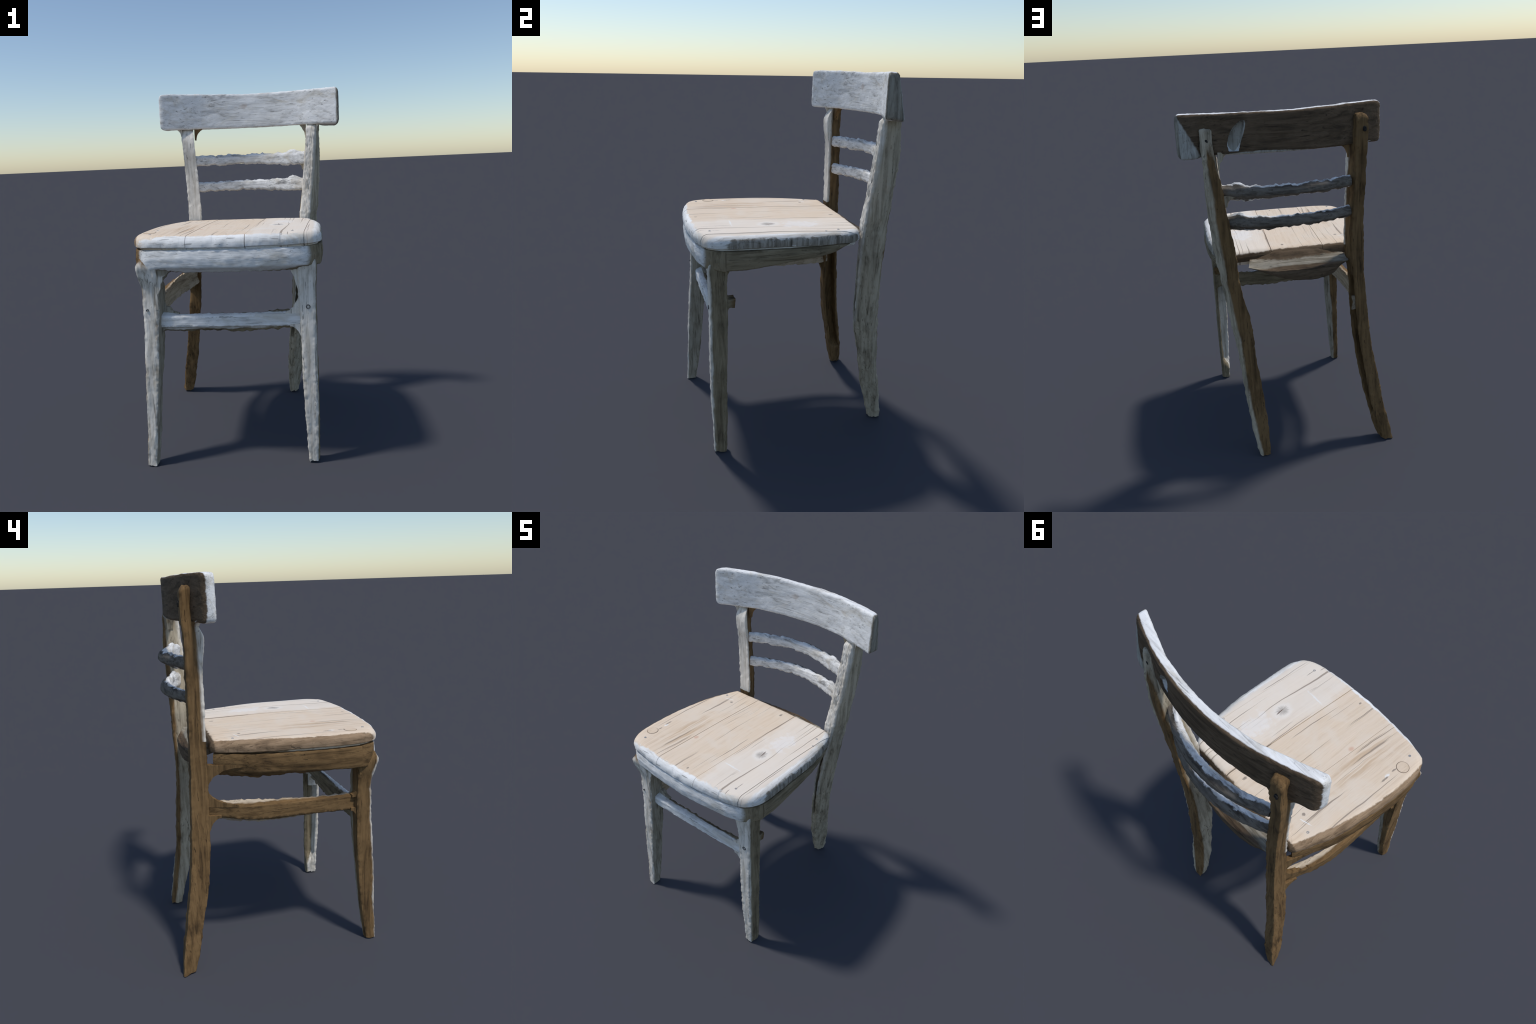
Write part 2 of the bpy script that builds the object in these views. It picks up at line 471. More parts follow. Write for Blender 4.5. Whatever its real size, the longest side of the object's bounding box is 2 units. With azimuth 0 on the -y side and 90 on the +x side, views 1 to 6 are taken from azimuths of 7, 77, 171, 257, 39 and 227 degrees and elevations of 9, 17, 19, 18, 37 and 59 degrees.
# --- seat: one slab, split into boards along three joints
def build_seat():
    seat = empty("seat", chair)
    mat = seat_material()
    # profile from the underside up over the rounded rim to the flat top: (inset, height below top)
    prof = [(0.10, -0.085), (0.022, -0.083), (0.020, -0.064), (0.006, -0.060), (0.001, -0.056), (0.0, -0.046), (0.0, -0.036), (0.002, -0.026),
            (0.007, -0.015), (0.015, -0.007), (0.025, -0.002), (0.034, 0.0)]
    rings = []
    for ins, dz in prof:
        k = 1.0 + 0.25 * smooth01(0.1, -0.5, RIM[:, 0])
        p = RIM + RIM_IN * (ins * k)[:, None] if ins < 0.05 else RIM * (1 - ins)
        z = seat_height(p[:, 0], p[:, 1]) + dz
        rings.append(np.column_stack([p, z]))
    for s in np.linspace(0.94, 0.04, 22):
        p = (RIM + RIM_IN * 0.0375) * s
        rings.append(np.column_stack([p, seat_height(p[:, 0], p[:, 1])]))
    B = Builder().loft(rings)
    out = []
    for p in B.v:
        d = 0.0018 * fbm(p, (9, 3, 6), 1.0, 2)
        q = [p[0], p[1], p[2] + d]
        if p[2] < SEAT_Z - 0.004:  # chewed rim
            e = 0.0035 * fbm(p, 26, 4.0, 3)
            r = math.hypot(p[0], p[1]) + 1e-6
            q[0] += p[0] / r * e
            q[1] += p[1] / r * e
        out.append(tuple(q))
    B.v = out
    whole = bpy.data.meshes.new("slab")
    whole.from_pydata(B.v, [], B.f)
    joints = [(-0.2215, -0.204), (0.072, 0.093), (0.357, 0.379)]  # x at y=-0.54 and at y=0.31

    def cut(bm, j, keep_right, g):
        x0, x1 = joints[j]
        n = Vector((0.85, -(x1 - x0), 0)).normalized()
        co = Vector((x0, -0.54, 0)) + n * (g if keep_right else -g)
        geo = bm.verts[:] + bm.edges[:] + bm.faces[:]
        bmesh.ops.bisect_plane(bm, geom=geo, plane_co=co, plane_no=n, clear_inner=keep_right, clear_outer=not keep_right, dist=1e-6)
        be = [e for e in bm.edges if e.is_boundary]
        if be:
            bmesh.ops.holes_fill(bm, edges=be, sides=0)

    for i in range(4):
        bm = bmesh.new()
        bm.from_mesh(whole)
        if i > 0:
            cut(bm, i - 1, True, 0.0011 if i != 2 else 0.0018)
        if i < 3:
            cut(bm, i, False, 0.0011 if i != 1 else 0.0018)
        dz = (0.0, -0.0012, 0.0006, -0.0015)[i]
        for v in bm.verts:
            v.co.z += dz
        bmesh.ops.recalc_face_normals(bm, faces=bm.faces)
        me = bpy.data.meshes.new("plank")
        bm.to_mesh(me)
        bm.free()
        finish(me, "plank", mat, seat, 35)
    bpy.data.meshes.remove(whole)

    # screw heads sunk in the corners
    steel = plain("weathered_steel", (0.50, 0.50, 0.50), (0.22, 0.20, 0.19), 160, 0.6, 0.3)
    head = Builder()
    rr = []
    for r, z in ((0.0066, -0.006), (0.0070, 0.0002), (0.0060, 0.0014), (0.0035, 0.0014), (0.0026, -0.0006)):
        rr.append([(r * math.cos(a), r * math.sin(a), z) for a in np.linspace(0, TAU, 20, endpoint=False)])
    head.loft(rr)
    first = None
    for x, y in ((-0.424, -0.457), (0.300, -0.467), (0.371, 0.119), (0.344, 0.194), (-0.400, 0.222)):
        if first is None:
            first = head.make("screw", steel, seat, 30)
            ob = first
        else:
            ob = first.copy()
            bpy.context.scene.collection.objects.link(ob)
        ob.location = (x, y, float(seat_height(x, y)) + 0.0005)

    # round wooden plug let into the first board
    plug_m = wood("plug_wood", 1, ((0.76, 0.61, 0.46), (0.70, 0.55, 0.40), (0.58, 0.44, 0.31)), 3.0)
    P = Builder()
    rr = []
    for r, z in ((0.031, -0.01), (0.031, 0.0012), (0.0302, 0.0020), (0.015, 0.0022)):
        rr.append([(-0.447 + r * math.cos(a), -0.380 + r * math.sin(a), float(seat_height(-0.45, -0.38)) + z) for a in np.linspace(0, TAU, 48, endpoint=False)])
    P.loft(rr).make("plug", plug_m, seat, 30)


# --- apron: bent boards under the seat, following its outline
def rim_path(start, stop, step=0.006):
    """points and inward normals of the seat outline between two places (walked along the outline order)"""
    i0 = int(np.argmin(np.sum((RIM - np.array(start)) ** 2, 1)))
    i1 = int(np.argmin(np.sum((RIM - np.array(stop)) ** 2, 1)))
    if i1 < i0:
        i1 += len(RIM)
    idx = np.arange(i0, i1 + 1) % len(RIM)
    return RIM[idx], RIM_IN[idx]


def band(path, inward, z_top, z_bot, drop, depth, lean=0.0, seed=0.0, rag=0.008, end_taper=0.0):
    """board of varying height; its inner lower lip hangs lower and is torn"""
    B = Builder()
    rings, ws = [], []
    n = len(path)
    for i in range(n):
        s = i / (n - 1)
        zt, zb, dr = z_top(s), z_bot(s), drop(s)
        p = np.append(path[i], 0)
        j = rag * fbm((path[i][0], path[i][1], 0.3), 34, seed, 3)
        j2 = rag * 0.5 * fbm((path[i][0], path[i][1], 0.9), 60, seed + 3, 2)
        d = depth(s)
        sec = [(0.002, zt), (-lean * 0.5, zt * 0.5 + zb * 0.5), (0.004 - lean * 0, zb + 0.3 * j2), (d * 0.45, zb - dr * 0.4 + j2), (d, zb - dr + j), (d + 0.008, zb - dr * 0.5 + 0.5 * j), (d, zt)]
        pts, w = rounded(sec, 0.006, [5, 5, 2, 3, 1, 4, 6], 3)
        q = np.append(inward[i], 0)
        rings.append(np.array([p + q * a + np.array((0, 0, b)) for a, b in pts]))
        ws.append(w * 0.5)
    B.loft(rings, ws)
    return B.roughen(0.0018, 22, seed, 0.002, 45, 0.0006, 150)


def build_apron():
    def corner(N, col):  # grey-olive corner by the right leg, brown at the left one
        ol, _ = grain(N, 2, OLIVE, 18.0)
        br, _ = grain(N, 1, BROWN, 19.0)
        n = N.mul(N.sub(N.noise(18, 4, 0.6, 0.6), 0.5), 0.14)
        col = N.mix(N.step(N.add(N.add(N.x, N.mul(N.z, -0.5)), n), -0.165, -0.115), col, ol)
        col = N.mix(N.step(N.add(N.add(N.y, N.mul(N.x, -0.9)), N.mul(n, 0.3)), -0.04, -0.01), col, br)
        return N.mix(N.step(N.add(N.y, N.mul(n, 0.1)), -0.515, -0.495), col, N.mix(N.step(N.x, -0.1, 0.1), br, ol))
    front_m = wood("front_apron_wood", 0, WHITE, 1.0, None, None, 0.3, 3.0, corner)
    right_m = wood("right_apron_wood", 1, OLIVE, 2.0)
    left_m = wood("left_apron_wood", 1, BROWN, 3.0)
    # left board
    path, inw = rim_path((-0.405, 0.325), (-0.505, -0.415))
    c = lambda k, v: (lambda s: float(curve1d(k, v, s)))
    band(path + inw * 0.002, inw, c([0, 0.5, 1], [1.150, 1.147, 1.147]), c([0, 0.15, 0.5, 1], [1.076, 1.060, 1.050, 1.032]),
         c([0, 0.1, 0.3, 0.7, 1], [0.045, 0.042, 0.035, 0.016, 0.0]), c([0, 1], [0.036, 0.04]), 0.004, 2.0, 0.007).make("apron", left_m, chair)
    # front board with both rounded corners
    path, inw = rim_path((-0.505, -0.418), (0.438, -0.405))
    band(path + inw * 0.004, inw, c([0, 1], [1.150, 1.150]), c([0, 0.08, 0.16, 0.3, 0.5, 0.8, 0.9, 1], [1.03, 1.03, 1.055, 1.063, 1.060, 1.060, 1.055, 1.045]),
         c([0, 0.15, 0.25, 0.5, 0.8, 1], [0.0, 0.02, 0.034, 0.03, 0.032, 0.0]), c([0, 0.2, 0.8, 1], [0.05, 0.052, 0.052, 0.05]), 0.006, 5.0, 0.008).make("apron", front_m, chair)
    # right board, sweeping up and ending before the rear leg
    path, inw = rim_path((0.4385, -0.402), (0.392, 0.245))
    band(path + inw * 0.002, inw, c([0, 1], [1.150, 1.147]), c([0, 0.15, 0.3, 0.5, 0.75, 0.9, 1], [1.050, 1.052, 1.060, 1.079, 1.096, 1.116, 1.146]),
         c([0, 0.3, 1], [0.012, 0.008, 0.0]), c([0, 1], [0.05, 0.045]), 0.010, 7.0, 0.004).make("apron", right_m, chair)
    # rear board bowed outwards behind the seat
    xs = np.linspace(-0.335, 0.235, 90)
    ys = 0.454 - 0.42 * xs**2 - 0.03 * smooth01(0.05, 0.24, xs)
    path = np.column_stack([xs, ys])
    t = np.gradient(path, axis=0)
    inw = np.column_stack([t[:, 1], -t[:, 0]]) / np.linalg.norm(t, axis=1)[:, None]
    back_m = wood("rear_apron_wood", 0, ((0.33, 0.295, 0.235), (0.23, 0.20, 0.15), (0.10, 0.085, 0.062)), 4.0, UMBER, (0.0, 4.0, -9.0, 8.55), 0.05, 0.3, lambda N, col: N.mix(N.step(N.add(N.z, N.mul(N.sub(N.noise(40, 3), 0.5), 0.02)), 1.160, 1.168), col, grain(N, 0, UMBER, 23)[0]))
    B = Builder()
    rings, ws = [], []
    for i, (p, q) in enumerate(zip(path, inw)):
        x = p[0]
        zb = float(curve1d([-0.335, -0.285, -0.25, -0.18, -0.01, 0.10, 0.18, 0.235], [1.128, 1.105, 1.072, 1.054, 1.062, 1.092, 1.122, 1.138], x))
        zt = float(curve1d([-0.335, -0.2, 0.0, 0.2, 0.235], [1.140, 1.130, 1.126, 1.138, 1.146], x))
        j = 0.006 * fbm((x, 0, 0), 40, 3, 2)
        sec = [(0, zt + 0.5 * j), (-0.003, (zt + zb) / 2), (0.004, zb + j * 0.5), (0.035, zb + 0.006), (0.050, zt - 0.02), (0.07, 1.118), (0.128, 1.13), (0.128, 1.202), (0.112, 1.197), (0.082, 1.166), (0.048, zt + 0.018), (0.02, zt - 0.004)]
        pts, w = rounded(sec, 0.004, [3, 3, 3, 2, 2, 3, 3, 1, 3, 3, 2, 2], 2)
        rings.append(np.array([(p[0] + q[0] * a, p[1] + q[1] * a, b) for a, b in pts]))
        ws.append(w * 0.4)
    B.loft(rings, ws).roughen(0.002, 24, 9, 0.002, 45, 0.0006, 140).make("apron", back_m, chair)


# --- legs: box sections given at a few heights (front edge x0 x1, back edge x0 x1, front y, back y)
def leg_rings(table, z0, z1, shape, step=0.0065, r=0.012, ne=(9, 9, 9, 9)):
    T = np.array(sorted(table))
    zs = np.linspace(z0, z1, int((z1 - z0) / step) + 1)
    C = [curve1d(T[:, 0], T[:, i], zs) for i in range(1, 7)]
    rings, ws = [], []
    for i, z in enumerate(zs):
        fx0, fx1, bx0, bx1, y0, y1 = (c[i] for c in C)
        sec = shape(z, fx0, fx1, bx0, bx1, y0, y1)
        pts, w = rounded(sec, r, list(ne), 3)
        rings.append(np.column_stack([pts, np.full(len(pts), z)]))
        ws.append(w)
    return rings, ws


def box(z, fx0, fx1, bx0, bx1, y0, y1):
    return [(fx0, y0), (fx1, y0), (bx1, y1), (bx0, y1)]


def ragged_foot(rings, height=0.02, seed=0.0):
    """uneven worn bottom end"""
    for r in rings:
        for p in r:
            k = 1 - smooth01(0, 0.08, p[2])
            if k > 0:
                p[2] += height * 0.5 * k * (fbm((p[0], p[1], 0.1), 42, seed, 2) + 0.55) * (1 - p[2] / 0.08 if p[2] < 0.08 else 0)
    return rings


def build_front_legs():
    # left front leg: full box, flaring into the corner of the apron
    tab = [(1.12, -0.470, -0.395, -0.470, -0.40, -0.500, -0.41), (1.06, -0.494, -0.385, -0.494, -0.395, -0.521, -0.405), (1.02, -0.493, -0.388, -0.493, -0.396, -0.514, -0.410),
           (0.97, -0.484, -0.390, -0.486, -0.378, -0.500, -0.412),
           (0.80, -0.478, -0.394, -0.481, -0.384, -0.499, -0.412), (0.60, -0.480, -0.404, -0.482, -0.395, -0.510, -0.418), (0.40, -0.485, -0.418, -0.483, -0.417, -0.521, -0.432),
           (0.20, -0.492, -0.433, -0.486, -0.430, -0.528, -0.452), (0.0, -0.502, -0.449, -0.496, -0.445, -0.536, -0.480)]
    def off_front(N):  # everything behind the front face
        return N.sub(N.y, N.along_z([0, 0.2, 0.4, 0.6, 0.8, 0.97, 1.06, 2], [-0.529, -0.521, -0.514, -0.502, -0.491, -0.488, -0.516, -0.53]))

    def inner_side(N, col):
        ol, _ = grain(N, 2, ((0.40, 0.36, 0.29), (0.29, 0.255, 0.195), (0.13, 0.11, 0.08)), 17.0)
        xc = N.along_z([0, 0.4, 0.8, 2], [-0.462, -0.442, -0.420, -0.42])
        w = N.mul(N.sub(N.noise((26, 26, 6), 4, 0.6, 0.5), 0.5), 0.03)
        yy = N.along_z([0, 0.2, 0.4, 0.6, 0.8, 0.97, 1.06, 2], [-0.529, -0.521, -0.514, -0.502, -0.491, -0.488, -0.516, -0.53])
        f = N.mul(N.step(N.add(N.sub(N.x, xc), w), -0.006, 0.006), N.step(N.add(N.sub(N.y, yy), w), -0.006, 0.006))
        return N.mix(f, col, ol)
    m = wood("front_leg_wood", 2, PALE, 5.0, BROWN, off_front, 0.008, 0.035, inner_side)
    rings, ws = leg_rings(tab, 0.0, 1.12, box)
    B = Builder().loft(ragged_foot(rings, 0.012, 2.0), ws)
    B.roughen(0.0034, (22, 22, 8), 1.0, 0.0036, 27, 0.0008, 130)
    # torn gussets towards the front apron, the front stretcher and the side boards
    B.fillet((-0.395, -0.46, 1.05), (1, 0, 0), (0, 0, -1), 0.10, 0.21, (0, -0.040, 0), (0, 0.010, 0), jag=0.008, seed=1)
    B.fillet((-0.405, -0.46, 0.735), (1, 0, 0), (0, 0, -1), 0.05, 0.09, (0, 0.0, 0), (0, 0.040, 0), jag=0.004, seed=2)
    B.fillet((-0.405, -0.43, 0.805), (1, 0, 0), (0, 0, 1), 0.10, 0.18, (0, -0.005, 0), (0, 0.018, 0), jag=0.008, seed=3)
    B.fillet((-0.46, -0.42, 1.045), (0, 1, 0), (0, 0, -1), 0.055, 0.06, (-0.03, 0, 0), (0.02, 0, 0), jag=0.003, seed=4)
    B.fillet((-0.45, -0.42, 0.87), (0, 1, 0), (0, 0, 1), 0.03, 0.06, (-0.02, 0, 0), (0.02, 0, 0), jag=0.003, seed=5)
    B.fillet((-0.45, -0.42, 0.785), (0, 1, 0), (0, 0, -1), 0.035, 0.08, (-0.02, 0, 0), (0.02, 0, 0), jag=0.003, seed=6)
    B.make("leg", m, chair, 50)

    # right front leg: only the front and the outer wall survive, the inside is hollow above the foot
    tab = [(1.12, 0.335, 0.395, 0.335, 0.395, -0.470, -0.400), (1.06, 0.318, 0.414, 0.318, 0.414, -0.490, -0.394), (1.02, 0.319, 0.414, 0.320, 0.414, -0.488, -0.394),
           (0.97, 0.321, 0.410, 0.323, 0.411, -0.486, -0.396), (0.80, 0.325, 0.406, 0.327, 0.409, -0.484, -0.394),
           (0.60, 0.327, 0.405, 0.329, 0.409, -0.485, -0.397), (0.35, 0.335, 0.406, 0.336, 0.410, -0.481, -0.400), (0.10, 0.345, 0.402, 0.343, 0.407, -0.472, -0.400),
           (0.0, 0.351, 0.400, 0.350, 0.404, -0.470, -0.404)]

    def ell(z, fx0, fx1, bx0, bx1, y0, y1):
        w = 0.020
        k = float(smooth01(0.07, 0.16, z) * (1 - smooth01(0.70, 0.745, z)) + smooth01(0.86, 0.89, z) * (1 - smooth01(0.98, 1.03, z)))
        full = (bx0, y1)
        deep = (fx1 - w, y0 + w)
        e = (full[0] + (deep[0] - full[0]) * k, full[1] + (deep[1] - full[1]) * k)
        return [(fx0, y0), (fx1, y0), (bx1, y1), (bx1 - w, y1), e, (fx0, y0 + w)]
    m = wood("hollow_leg_wood", 2, PALE, 6.0, OLIVE, (1.2, 1.0, 0.0, -0.012), 0.010, 0.035)
    rings, ws = leg_rings(tab, 0.0, 1.12, ell, ne=(9, 9, 3, 8, 8, 3))
    B = Builder().loft(ragged_foot(rings, 0.02, 5.0), ws)
    B.roughen(0.0028, (22, 22, 8), 4.0, 0.0034, 29, 0.0008, 130)
    B.fillet((0.325, -0.45, 1.05), (-1, 0, 0), (0, 0, -1), 0.075, 0.22, (0, -0.025, 0), (0, 0.03, 0), jag=0.006, seed=1)
    B.fillet((0.328, -0.46, 0.735), (-1, 0, 0), (0, 0, -1), 0.055, 0.08, (0, -0.005, 0), (0, 0.05, 0), jag=0.003, seed=2)
    B.fillet((0.325, -0.43, 0.80), (-1, 0, 0), (0, 0, 1), 0.09, 0.14, (0, -0.02, 0), (0, 0.012, 0), jag=0.006, seed=3)
    B.fillet((0.39, -0.40, 1.055), (0, 1, 0), (0, 0, -1), 0.055, 0.07, (-0.035, 0, 0), (0.01, 0, 0), jag=0.003, seed=4)
    B.make("leg", m, chair, 50)

    # stub of the lost side stretcher
    S = Builder()
    rings, ws = [], []
    for y in np.linspace(-0.415, -0.357, 14):
        k = float(smooth01(-0.385, -0.41, y))
        sec = [(0.335, 0.838 - 0.075 * k), (0.398, 0.838 - 0.075 * k), (0.398, 0.888 + 0.055 * k), (0.335, 0.888 + 0.055 * k)]
        pts, w = rounded(sec, 0.007, 6, 3)
        rings.append(np.column_stack([pts[:, 0], np.full(len(pts), y), pts[:, 1]]))
        ws.append(w)
    stub_m = wood("stub_wood", 1, OLIVE, 8.0, BROWN, (0, 1, 0, 0.37), 0.02, 0.03)
    S.loft(rings, ws).roughen(0.004, 30, 3, 0.004, 45).make("stretcher", stub_m, chair)

    # bolt ring in the right leg, small nail in the left one
    steel = plain("dark_bolt", (0.20, 0.20, 0.20), (0.08, 0.08, 0.08), 200, 0.5, 0.5)
    for x, y, z, r in ((0.367, -0.486, 0.842, 0.0115), (-0.452, -0.4995, 0.838, 0.007)):
        b = Builder()
        rr = []
        for q, d in ((1.0, 0.006), (1.0, -0.0025), (0.8, -0.004), (0.6, -0.0025), (0.5, 0.002)):
            rr.append([(x + r * q * math.cos(a), y + d, z + r * q * math.sin(a)) for a in np.linspace(0, TAU, 24, endpoint=False)])
        b.loft(rr).make("bolt", steel, chair, 35)


def build_rear_legs():
    # left rear leg: hollow towards the inside below the seat
    tab = [(1.93, -0.428, -0.366, -0.449, -0.388, 0.385, 0.446), (1.80, -0.426, -0.354, -0.447, -0.386, 0.385, 0.448), (1.74, -0.421, -0.348, -0.445, -0.386, 0.350, 0.442),
           (1.55, -0.415, -0.338, -0.436, -0.378, 0.353, 0.440), (1.38, -0.408, -0.330, -0.428, -0.366, 0.353, 0.441), (1.20, -0.409, -0.328, -0.427, -0.362, 0.353, 0.444),
           (1.04, -0.415, -0.345, -0.430, -0.372, 0.355, 0.449), (0.82, -0.428, -0.356, -0.445, -0.384, 0.361, 0.460), (0.62, -0.447, -0.372, -0.466, -0.402, 0.371, 0.475),
           (0.43, -0.473, -0.395, -0.496, -0.429, 0.393, 0.497), (0.24, -0.502, -0.424, -0.517, -0.453, 0.432, 0.520), (0.11, -0.519, -0.450, -0.546, -0.481, 0.457, 0.541),
           (0.0, -0.529, -0.476, -0.564, -0.513, 0.485, 0.551)]

    def cee(z, fx0, fx1, bx0, bx1, y0, y1):
        # outer box plus a channel cut into the inner (+x) face
        d = 0.052 * float(smooth01(0.13, 0.20, z) * (1 - smooth01(0.98, 1.06, z)))
        w = 0.016
        a = np.array((fx1, y0)); b = np.array((bx1, y1)); u = (b - a) / np.linalg.norm(b - a)
        nrm = np.array((-u[1], u[0]))
        if nrm[0] > 0:
            nrm = -nrm
        p1, p2 = a + u * w, b - u * w
        return [(fx0, y0), (fx1, y0), p1, p1 + nrm * d + u * 0.004 * (d > 0), p2 + nrm * d, p2, (bx1, y1), (bx0, y1)]
    def inner_front(N):  # pale front face of the post, above the seat
        yc = N.along_z([0, 0.24, 0.43, 0.62, 0.82, 1.2, 2], [0.50, 0.46, 0.43, 0.41, 0.395, 0.368, 0.385])
        return N.sub(N.sub(yc, N.y), N.mul(N.step(N.z, 1.215, 1.17), 0.5))
    m = wood("rear_leg_wood", 2, BROWN, 7.0, PALE, inner_front, 0.010, 0.03)
    tab = [(z, a + 0.004 - 0.012 * k, b + 0.005 - 0.008 * k, c + 0.009 - 0.006 * k, d + 0.014 - 0.004 * k, e + 0.008 * k, f - 0.004 + 0.013 * k)
           for z, a, b, c, d, e, f in tab for k in [float(1 - smooth01(0.1, 0.5, z))]]
    rings, ws = leg_rings(tab, 0.0, 1.93, cee, ne=(8, 1, 6, 7, 6, 1, 8, 9), r=0.008)
    top = rings[-1]
    c = top.mean(0)
    for k, dz in ((0.92, 0.007), (0.75, 0.012), (0.4, 0.014)):
        rings.append(c + (top - c) * np.array((k, k, 1)) + np.array((0, 0, dz)))
        ws.append(ws[-1])
    for r in rings:  # rounded head leaning into the rail
        for p in r:
            if p[2] > 1.87:
                p[2] -= 0.03 * smooth01(0.42, 0.46, p[1]) * smooth01(1.87, 1.93, p[2])
    B = Builder().loft(ragged_foot(rings, 0.02, 8.0), ws)
    B.roughen(0.0030, (24, 24, 8), 7.0, 0.0040, 27, 0.0008, 130)
    # web around the oval opening of the side frame, and gussets under the top rail
    B.fillet((-0.40, 0.36, 1.080), (-0.34, -1, 0), (0, 0, -1), 0.18, 0.12, (-0.010, 0, 0), (0.018, 0, 0), jag=0.003, seed=1)
    B.fillet((-0.395, 0.36, 0.882), (-0.30, -1, 0), (0, 0, 1), 0.15, 0.08, (-0.020, 0, 0), (0.012, 0, 0), jag=0.003, seed=2)
    B.fillet((-0.40, 0.37, 0.815), (-0.22, -1, 0), (0, 0, -1), 0.07, 0.13, (-0.025, 0, 0), (0.02, 0, 0), jag=0.003, seed=3)
    B.fillet((-0.338, 0.39, 1.79), (1, 0.2, 0), (0, 0, -1), 0.075, 0.075, (0, -0.006, 0), (0, 0.018, 0), jag=0.002, seed=4, embed=0.006)
    B.fillet((-0.425, 0.37, 1.79), (-1, -0.35, 0), (0, 0, -1), 0.05, 0.05, (0, -0.008, 0), (0, 0.02, 0), jag=0.002, seed=5, embed=0.006)
    B.make("leg", m, chair, 50)

    # right rear leg: solid outside, dark slot on the inner front corner, splitting back edge
    tab = [(1.905, 0.372, 0.432, 0.378, 0.436, 0.398, 0.434), (1.80, 0.370, 0.436, 0.380, 0.442, 0.404, 0.450), (1.765, 0.358, 0.420, 0.377, 0.439, 0.378, 0.458),
           (1.72, 0.354, 0.414, 0.372, 0.437, 0.368, 0.460), (1.65, 0.350, 0.408, 0.356, 0.434, 0.364, 0.466), (1.50, 0.337, 0.394, 0.338, 0.416, 0.352, 0.464), (1.37, 0.322, 0.381, 0.320, 0.398, 0.338, 0.460),
           (1.23, 0.309, 0.366, 0.300, 0.368, 0.325, 0.457), (1.12, 0.303, 0.348, 0.296, 0.360, 0.325, 0.455), (0.98, 0.288, 0.323, 0.276, 0.346, 0.327, 0.453),
           (0.84, 0.268, 0.303, 0.244, 0.336, 0.332, 0.453), (0.65, 0.249, 0.287, 0.234, 0.312, 0.342, 0.469), (0.50, 0.221, 0.268, 0.217, 0.298, 0.378, 0.481),
           (0.37, 0.208, 0.250, 0.206, 0.292, 0.402, 0.490), (0.21, 0.198, 0.238, 0.193, 0.284, 0.434, 0.514), (0.06, 0.196, 0.230, 0.188, 0.262, 0.474, 0.540),
           (0.0, 0.200, 0.228, 0.191, 0.254, 0.484, 0.548)]

    def slotted(z, fx0, fx1, bx0, bx1, y0, y1):
        d = 0.040 * float(smooth01(0.40, 0.44, z) * (1 - smooth01(0.98, 1.05, z)))
        a, b = np.array((fx1, y0)), np.array((fx0, y0))
        p1, p2 = b + (a - b) * 0.62, b + (a - b) * 0.22
        ox = float(curve1d([0, 0.37, 0.65, 0.84, 0.98, 1.12, 1.23, 1.37, 1.5, 1.65, 1.93], [0.254, 0.309, 0.333, 0.361, 0.382, 0.398, 0.416, 0.429, 0.437, 0.440, 0.440], z))
        ym = float(curve1d([0, 0.21, 0.37, 0.5, 0.65, 0.84, 0.98, 1.12, 1.23, 1.37, 1.5, 1.65, 1.93], [0.520, 0.490, 0.460, 0.442, 0.423, 0.407, 0.402, 0.402, 0.402, 0.414, 0.427, 0.434, 0.428], z))
        return [(bx1, y1), (bx0, y1), (fx0, y0), p2, p2 + (0, d), p1 + (0, d), p1, (fx1, y0), (ox, ym)]
    def front_face(N):
        yc = N.along_z([0, 0.21, 0.37, 0.5, 0.65, 0.84, 1.12, 1.23, 1.37, 1.5, 1.65, 2], [0.47, 0.42, 0.385, 0.36, 0.34, 0.335, 0.33, 0.335, 0.35, 0.365, 0.378, 0.40])
        return N.sub(yc, N.y)

    def rear_face(N, col):
        yb = N.along_z([0, 0.21, 0.37, 0.65, 1.12, 1.37, 1.65, 2], [0.525, 0.495, 0.470, 0.448, 0.435, 0.435, 0.448, 0.440])
        xm = N.along_z([0, 0.21, 0.37, 0.65, 0.84, 0.98, 1.23, 1.5, 2], [0.235, 0.262, 0.285, 0.305, 0.33, 0.35, 0.375, 0.395, 0.43])
        br, _ = grain(N, 2, BROWN, 21.0)
        w = N.mul(N.sub(N.noise((26, 26, 6), 4, 0.6, 0.5), 0.5), 0.03)
        f = N.mul(N.step(N.add(N.sub(N.y, yb), w), -0.008, 0.008), N.step(N.add(N.sub(xm, N.x), w), -0.008, 0.008))
        return N.mix(f, col, br)
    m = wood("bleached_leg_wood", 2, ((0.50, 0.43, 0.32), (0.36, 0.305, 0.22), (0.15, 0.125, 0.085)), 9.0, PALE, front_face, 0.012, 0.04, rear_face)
    rings, ws = leg_rings(tab, 0.0, 1.905, slotted, ne=(8, 9, 2, 4, 3, 4, 5, 7, 5), r=0.008)
    top = rings[-1]
    c = top.mean(0)
    for k, dz in ((0.92, 0.006), (0.75, 0.010), (0.4, 0.012)):
        rings.append(c + (top - c) * np.array((k, k, 1)) + np.array((0, 0, dz)))
        ws.append(ws[-1])
    B = Builder().loft(ragged_foot(rings, 0.02, 3.0), ws)
    B.roughen(0.0030, (24, 24, 9), 12.0, 0.0044, 27, 0.0008, 130)
    B.fillet((0.352, 0.41, 1.79), (-1, 0.15, 0), (0, 0, -1), 0.06, 0.09, (0, -0.004, 0), (0, 0.03, 0), jag=0.005, seed=4, embed=0.006)
    B.fillet((0.425, 0.39, 1.79), (1, -0.3, 0), (0, 0, -1), 0.045, 0.05, (0, -0.006, 0), (0, 0.03, 0), jag=0.003, seed=5, embed=0.006)
    B.fillet((0.33, 0.42, 1.555), (-1, 0.2, 0), (0, 0, -1), 0.05, 0.05, (0, -0.015, 0), (0, 0.02, 0), jag=0.006, seed=6)
    B.make("leg", m, chair, 50)

